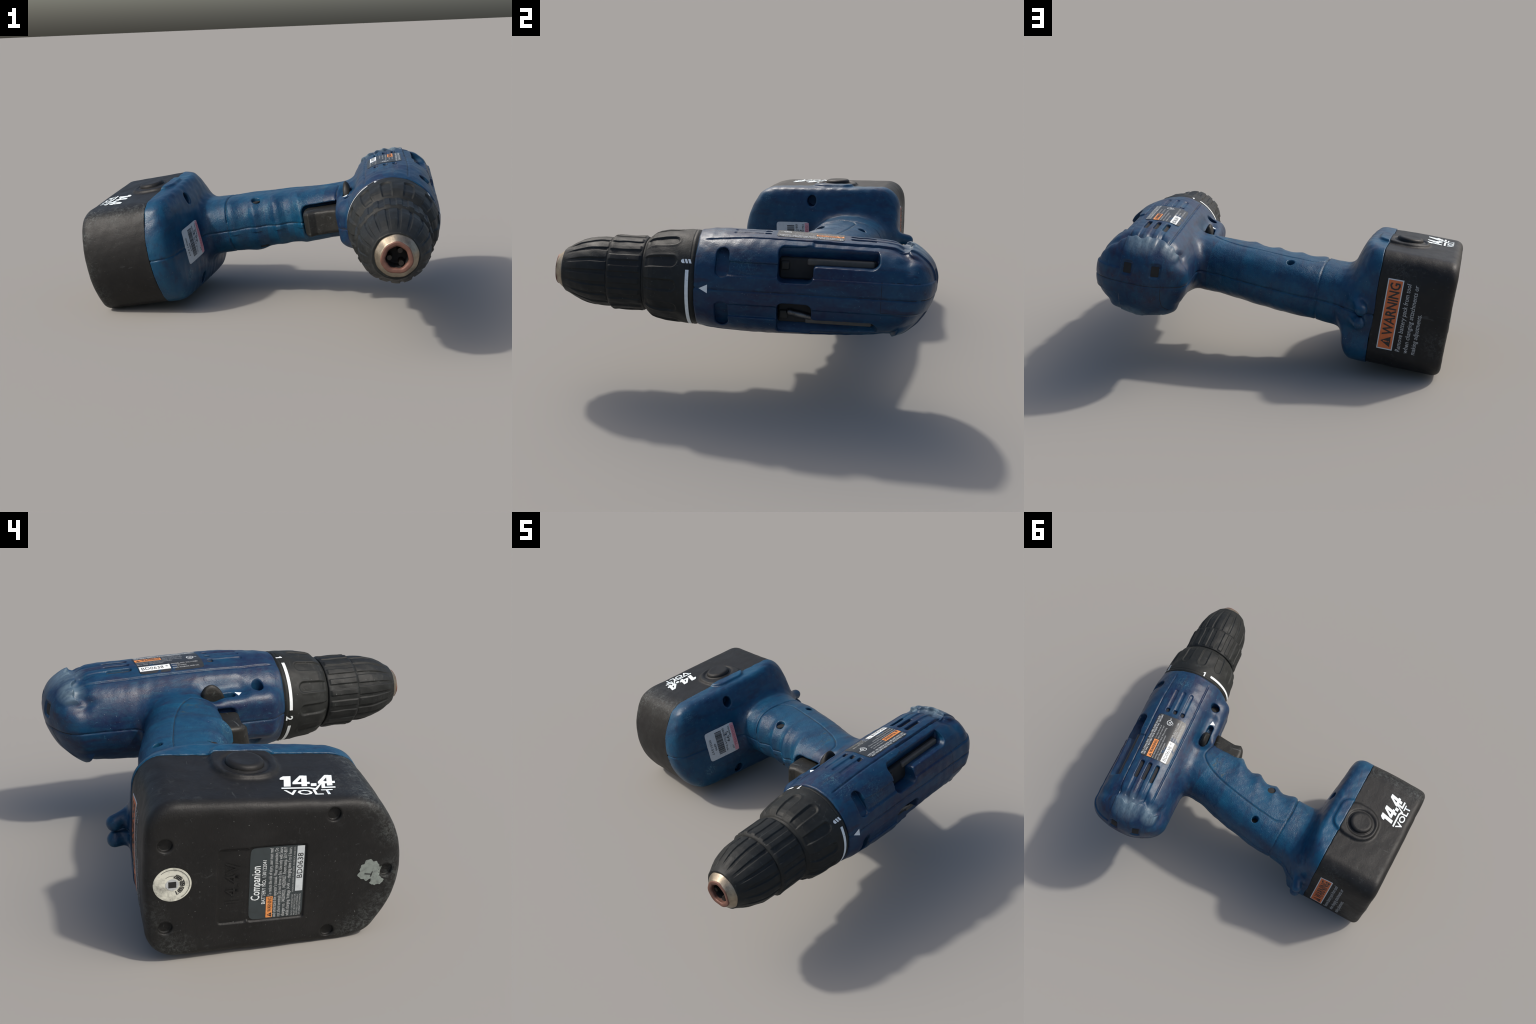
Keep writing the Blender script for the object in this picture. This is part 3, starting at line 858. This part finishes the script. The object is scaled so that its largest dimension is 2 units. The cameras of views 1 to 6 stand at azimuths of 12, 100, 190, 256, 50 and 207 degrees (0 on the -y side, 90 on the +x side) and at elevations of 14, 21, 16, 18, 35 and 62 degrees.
# --- white arrows
arrow = Artboard(smooth_body, (-.05, .2, 0), (0, 0, 1), (1, 0, 0), M_DRILL, ROOT)
arrow.poly("index_arrow", [(-.021, -.021), (.021, -.021), (0, .020)], WHITE, .002)
side = Artboard(body_shape, (-.252, -.230, .08), (1, 0, 0), (0, 1, 0), M_DRILL, ROOT)
side.poly("direction_arrow", [(-.018, .012), (-.006, -.020), (.016, .004)], BRIGHT, .0025)

# ------------------------------------------------------------------ seams: thin dark cords lying in the grooves
def cord(name, P, r=.0028, mat=GAP, matrix=M_DRILL):
    P = np.asarray(P, float)
    T = np.gradient(P, axis=0)
    T /= np.linalg.norm(T, axis=1)[:, None] + 1e-9
    up = np.tile([0.3, 0.2, 1.0], (len(P), 1))
    A = np.cross(T, up)
    A /= np.linalg.norm(A, axis=1)[:, None] + 1e-9
    B = np.cross(T, A)
    k = 6
    V = np.concatenate([P + r * (math.cos(2 * math.pi * i / k) * A + math.sin(2 * math.pi * i / k) * B) for i in range(k)]).reshape(k, len(P), 3)
    idx = np.arange(k * len(P)).reshape(k, len(P))
    F = [(int(idx[i, j]), int(idx[(i + 1) % k, j]), int(idx[(i + 1) % k, j + 1]), int(idx[i, j + 1])) for i in range(k) for j in range(len(P) - 1)]
    F += [tuple(int(q) for q in idx[::-1, 0]), tuple(int(q) for q in idx[:, -1])]
    return link(name, mesh_from(name, V.reshape(-1, 3), F), mat, ROOT, matrix)

def on_side(pts, sgn=1, far=.42, sink=.0012):
    P = np.array([(p[0], p[1], sgn * far) for p in pts], np.float32)
    return drop(body_shape, P, (0, 0, -sgn), steps=160, only_hits=True) + np.array([0, 0, -sgn * sink])

GP = curve([tuple(p) for p in GRIP_PANEL[::4]], 12)
for sgn in (1, -1):
    cord("panel_seam", on_side(GP[4:-14], sgn), .0024)
    cord("handle_joint_seam", on_side(curve([(-.56, -.955), (-.69, -.943), (-.88, -.915)], 20), sgn), .0024)
def from_dir(pts, D, dist=.4):
    D = np.array(D, float)
    D /= np.linalg.norm(D)
    return drop(body_shape, (np.array(pts) - D * dist).astype(np.float32), D, steps=170, only_hits=True, reach=.8) + D * .0012
cord("shell_seam", from_dir([(x, .1, 0) for x in np.linspace(-.09, -1.06, 120)], (0, -1, 0)), .0024)
cord("shell_seam", from_dir([(-.78, y, 0) for y in np.linspace(-.36, -1.06, 90)], (1, 0, 0)), .0024)
cord("shell_seam", from_dir([(-.9 + 0 * y, y, 0) for y in np.linspace(.24, -.2, 60)], (1, 0, 0)), .0024)
cord("shell_seam", from_dir([(-.6, y, 0) for y in np.linspace(-.53, -1.05, 70)], (-1, 0, 0)), .0024)
cord("shell_seam", from_dir([(-.1, y, 0) for y in np.linspace(-.10, -.27, 30)], (-1, 0, 0), .3), .0024)
for zz, a, b in ((.080, -.895, -1.075), (-.066, -.895, -1.07)):
    cord("cap_panel_seam", from_dir([(x, .1, zz) for x in np.linspace(a, b, 30)], (0, -1, 0)), .002)
cord("cap_panel_seam", from_dir([(-.895, .1, z) for z in np.linspace(-.066, .08, 30)], (0, -1, 0)), .002)
# cheek line of the rear cap (ground side of the tail)
cord("cap_cheek_seam", from_dir([(-.9, y, z) for y, z in curve([(-.10, .012), (-.10, -.06), (-.11, -.12), (-.14, -.15)], 12)], (1, 0, 0)), .0022)

# ------------------------------------------------------------------ turned parts: collar and chuck
def lathe(name, prof, mat, relief=None, seg=360, parent=ROOT, drop_y=0.0, grow=0.0):
    P = np.array(prof, float)
    pts = [P[0]]
    for a, b in zip(P[:-1], P[1:]):
        n = max(1, int(np.hypot(*(b - a)) / .004))
        pts += [a + (b - a) * t for t in np.linspace(0, 1, n + 1)[1:]]
    pts = np.array(pts)
    ph = np.linspace(0, 2 * math.pi, seg, endpoint=False)
    X = np.repeat(pts[:, 0][:, None], seg, 1)
    Rr = np.repeat(pts[:, 1][:, None], seg, 1)
    PH = np.repeat(ph[None], len(pts), 0)
    if relief:
        Rr = np.maximum(Rr + relief(X, PH), .001)
    V = np.stack([X, (Rr + grow) * np.sin(PH) - drop_y, (Rr + grow) * np.cos(PH)], -1).reshape(-1, 3)
    k = np.arange(len(pts) * seg).reshape(len(pts), seg)
    a, b = k[:-1], k[1:]
    F = np.stack([a, np.roll(a, -1, 1), np.roll(b, -1, 1), b], -1).reshape(-1, 4)
    return link(name, mesh_from(name, V, F), mat, parent)

def scan_wobble(X, PH):
    return .0012 * np.sin(PH * 5 + X * 21) * np.sin(X * 33 + 1) + .0009 * np.sin(PH * 13 + X * 60)

def collar_relief(X, PH):
    deg = np.degrees(PH) % 30
    off = np.minimum(deg, 30 - deg) * math.pi / 180 * .225
    pad = rrect(X, off, (.20, 0), (.112, .0265), .026)
    pad = sstep(.004, -.004, pad) * sstep(.252, .236, X)
    gap = sstep(.012, -.006, rrect(X, off, (.20, 0), (.118, .034), .03)) * sstep(.252, .236, X)
    return -.008 * pad + .002 * (gap - pad) + scan_wobble(X, PH)

def ring_relief(X, PH):
    w = np.cos(PH * 20)
    return .0055 * sstep(-.12, .12, w) * sstep(.274, .284, X) * sstep(.438, .428, X) + scan_wobble(X, PH)

def nose_relief(X, PH):
    w = np.cos(PH * 18 + .6 + .25 * np.sin(PH * 3))
    broad = np.cos(PH * 6 + .4)
    f = sstep(.44, .46, X) * sstep(.675, .60, X)
    return (-.0065 * sstep(.45, .75, w) + .003 * broad * sstep(.5, .6, X)) * f + .002 + scan_wobble(X, PH) * .8

COLLAR = lathe("torque_collar", [(-.012, .05), (-.012, .228), (.002, .232), (.006, .236), (.017, .2365), (.0195, .233), (.022, .2355), (.05, .2355), (.10, .232), (.16, .226),
                        (.205, .219), (.226, .211), (.241, .199), (.252, .189), (.257, .181), (.268, .176), (.268, .05)], COLLAR_BLACK, collar_relief, 480)
CHUCK = lathe("chuck_ring", [(.264, .05), (.266, .176), (.270, .180), (.278, .181), (.40, .1795), (.425, .181), (.436, .180), (.444, .173), (.448, .164), (.448, .05)], CHUCK_BLACK, ring_relief, 480, drop_y=.005, grow=.003)
lathe("chuck_sleeve", [(.435, .05), (.438, .164), (.45, .170), (.49, .170), (.53, .167), (.565, .159), (.60, .148), (.635, .132), (.665, .115), (.682, .107), (.686, .103), (.682, .05)], CHUCK_BLACK, nose_relief, 480, drop_y=.005, grow=.002)
TIP = lathe("chuck_nose", [(.678, .09), (.681, .1015), (.688, .1005), (.718, .076), (.721, .073), (.721, .055)], STEEL, lambda X, P: .0008 * np.sin(P * 9), 160)
lathe("chuck_mouth_ring", [(.712, .074), (.7235, .0735), (.7255, .069), (.7245, .057), (.72, .0515), (.60, .049)], COPPER, lambda X, P: .0022 * np.sin(P * 3 + 1) * (X > .717) + .0012 * np.sin(P * 7), 160)
lathe("chuck_bore", [(.704, .0505), (.65, .045), (.65, .001)], HOLLOW, None, 48)
for i in range(3):
    a = math.radians(35 + 120 * i)
    bm = bmesh.new()
    bmesh.ops.create_cone(bm, cap_ends=True, segments=10, radius1=.016, radius2=.012, depth=.08)
    bmesh.ops.rotate(bm, verts=bm.verts, matrix=Matrix.Rotation(math.pi / 2, 3, "Y"))
    bmesh.ops.translate(bm, verts=bm.verts, vec=(.665, .034 * math.sin(a), .034 * math.cos(a)))
    me = bpy.data.meshes.new("chuck_jaw")
    bm.to_mesh(me)
    bm.free()
    link("chuck_jaw", me, JAW)

# printed marks round the collar
def collar_r(x):
    return float(np.interp(x, [0, .006, .05, .10, .16], [.232, .236, .2355, .232, .226]))

def collar_map(uv, deg, x0, h=.0016):
    """u runs round the collar (towards smaller angle), v forward along the axis."""
    out = []
    for u, v in uv:
        x = x0 + v
        r = collar_r(x) + h
        a = math.radians(deg) - u / .2355
        out.append((x, r * math.sin(a), r * math.cos(a)))
    return out

def collar_arc(d0, d1, x0, x1, name):
    n = 40
    uv = []
    V, F = [], []
    for i in range(n + 1):
        d = d0 + (d1 - d0) * i / n
        for x in (x0, x1):
            a = math.radians(d)
            r = collar_r(x) + .0018
            V.append((x, r * math.sin(a), r * math.cos(a)))
    F = [(2 * i, 2 * i + 1, 2 * i + 3, 2 * i + 2) for i in range(n)]
    link(name, mesh_from(name, V, F), WHITE, COLLAR)

for d0, d1 in ((-23.5, -87), (-109, -170), (70, 160)):
    collar_arc(d0, d1, .0235, .040, "collar_scale_line")

def collar_text(s, deg, size):
    cu = bpy.data.curves.new("t", "FONT")
    cu.body, cu.size, cu.offset, cu.align_x = s, size, .03 * size, "CENTER"
    ob = bpy.data.objects.new("t", cu)
    bpy.context.scene.collection.objects.link(ob)
    me = bpy.data.meshes.new_from_object(ob.evaluated_get(bpy.context.evaluated_depsgraph_get()))
    bpy.data.objects.remove(ob)
    bpy.data.curves.remove(cu)
    uv = [tuple(v.co)[:2] for v in me.vertices]
    F = [tuple(p.vertices) for p in me.polygons]
    bpy.data.meshes.remove(me)
    link("collar_numeral", mesh_from("collar_numeral", collar_map(uv, deg, .008), F), WHITE, COLLAR)
link("collar_numeral", mesh_from("collar_numeral", collar_map([(-.004, 0), (.004, 0), (.004, .034), (-.001, .034), (-.011, .028), (-.011, .0225), (-.004, .025)], -12.8, .009), [tuple(range(7))]), WHITE, COLLAR)
collar_text("2", -97.5, .050)
collar_text("3", 178, .050)
for k in range(3):
    q, w = .058 - k * .0165, .0105
    uv = [(-w, -.013), (w, -.005), (w, .006), (-w, -.002)] if k else [(-w, -.013), (w, -.005), (w, -.002), (.005, .006), (-.004, .006), (-w, -.001)]
    link("drill_mark", mesh_from("drill_mark", collar_map(uv, 59.7, q), [tuple(range(len(uv)))]), WHITE, COLLAR)

# ------------------------------------------------------------------ trigger, switch lever, battery buttons, tools in the slots
def implicit_part(name, f, lo, hi, h, mat, matrix=M_DRILL, parent=ROOT):
    p, q = surface(f, lo, hi, h)
    return link(name, mesh_from(name, p, q), mat, parent, matrix)

def trigger_shape(P):
    x, y, z = P[:, 0], P[:, 1], P[:, 2]
    front = np.interp(y, [-.50, -.485, -.46, -.42, -.36, -.30, -.27], [-.322, -.298, -.281, -.290, -.281, -.266, -.255]).astype(np.float32)
    d = rbox(x, y, z, (-.36, -.385, 0), (.16, .106, .076), .034)
    d = smax(d, (x - front + .16 * z) * .95, .032)
    d = smax(d, np.abs(z) - .076 + (y + .3) * .03, .03)
    return (d + .0012 * lumps(x, y, z, 60, 11)).astype(np.float32)
implicit_part("trigger", trigger_shape, (-.54, -.51, -.11), (-.22, -.26, .11), .004, TRIGGER_BLACK)

def lever_shape(P):
    x, y, z = P[:, 0], P[:, 1], P[:, 2]
    d = np.where(z > -9, rrect(x, y, (-.382, -.226), (.062, .020), .02), 0)
    top = .192 - ((x + .395) / .06) ** 2 * .05
    d = smax(d + np.maximum(z - .15, 0) * .25, (z - top) * .8, .02)
    return np.maximum(d, .07 - z).astype(np.float32)
implicit_part("direction_switch", lever_shape, (-.46, -.27, .06), (-.30, -.18, .22), .004, TRIGGER_BLACK)
def stub(P):
    Q = P.copy()
    Q[:, 2] = -Q[:, 2]
    return np.maximum(lever_shape(Q), Q[:, 2] - .155)
implicit_part("direction_switch", stub, (-.46, -.27, -.22), (-.30, -.18, -.06), .004, TRIGGER_BLACK)

def button_shape(P):
    x, y, z = P[:, 0], P[:, 1], np.abs(P[:, 2])
    r = np.hypot(x + .442, y + 1.452)
    zs = np.abs(side_z(P[:, 0], P[:, 2]))
    top = .349 - .010 * (1 - (r / .075) ** 2)
    d = smax(r - .074, zs - .331 + .004 * (1 - (r / .075) ** 2), .026)
    return np.maximum(d, .27 - z).astype(np.float32)
implicit_part("release_button", button_shape, (-.53, -1.54, .26), (-.35, -1.36, .40), .004, BATTERY_BLACK, M_BAT, BATTERY)
implicit_part("release_button", button_shape, (-.53, -1.54, -.36), (-.35, -1.36, -.26), .004, BATTERY_BLACK, M_BAT, BATTERY)

def block(name, c, h, r, mat, lo_res=.005):
    f = lambda P: rbox(P[:, 0], P[:, 1], P[:, 2], c, h, r).astype(np.float32)
    lo = [a - b - .015 for a, b in zip(c, h)]
    hi = [a + b + .015 for a, b in zip(c, h)]
    return implicit_part(name, f, lo, hi, lo_res, mat)

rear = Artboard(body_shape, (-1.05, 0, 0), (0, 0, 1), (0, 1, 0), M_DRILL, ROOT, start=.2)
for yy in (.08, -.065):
    rear.sheet("cap_vent_dark_sheet", lambda p, q, e, g: tuple(k + o for k, o in zip(rounded(p, q, e, g), (.083, yy))), .054, .040, HOLLOW, .0015, 12, 10, .001)
for sgn in (1, -1):
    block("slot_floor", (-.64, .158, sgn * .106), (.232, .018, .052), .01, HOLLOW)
    block("bit_clip", (-.70, .170, sgn * .142), (.160, .016, .016), .008, CLIP)
    block("bit_clip_tongue", (-.435, .168, sgn * .120), (.022, .018, .022), .008, TRIGGER_BLACK)
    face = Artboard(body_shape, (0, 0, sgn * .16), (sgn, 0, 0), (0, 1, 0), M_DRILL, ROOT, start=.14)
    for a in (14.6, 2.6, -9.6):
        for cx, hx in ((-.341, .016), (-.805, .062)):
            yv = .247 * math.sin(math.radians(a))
            face.sheet("vent_dark_sheet", lambda p, q, e, g: tuple(k + o for k, o in zip(rounded(p, q, e, g), (sgn * cx, yv))), hx * 2 - .004, .021, GAP, .0012, 24, 8, .001)
    block("pocket_dark_block", (-.137, .195, sgn * .082), (.024, .02, .018), .015, HOLLOW)
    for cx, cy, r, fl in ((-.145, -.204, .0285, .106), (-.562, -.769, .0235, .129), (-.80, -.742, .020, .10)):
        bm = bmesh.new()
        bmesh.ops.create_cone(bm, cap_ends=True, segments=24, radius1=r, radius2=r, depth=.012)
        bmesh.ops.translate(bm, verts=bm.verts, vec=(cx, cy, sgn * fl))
        me = bpy.data.meshes.new("screw_hole_dark_disc")
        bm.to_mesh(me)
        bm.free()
        link("screw_hole_dark_disc", me, HOLLOW)
implicit_part("driver_bit", lambda P: capsule(P[:, 0], P[:, 1], P[:, 2], (-.465, .185, -.105), (-.56, .178, -.125), .016).astype(np.float32), (-.60, .13, -.16), (-.43, .22, -.07), .004, BIT)
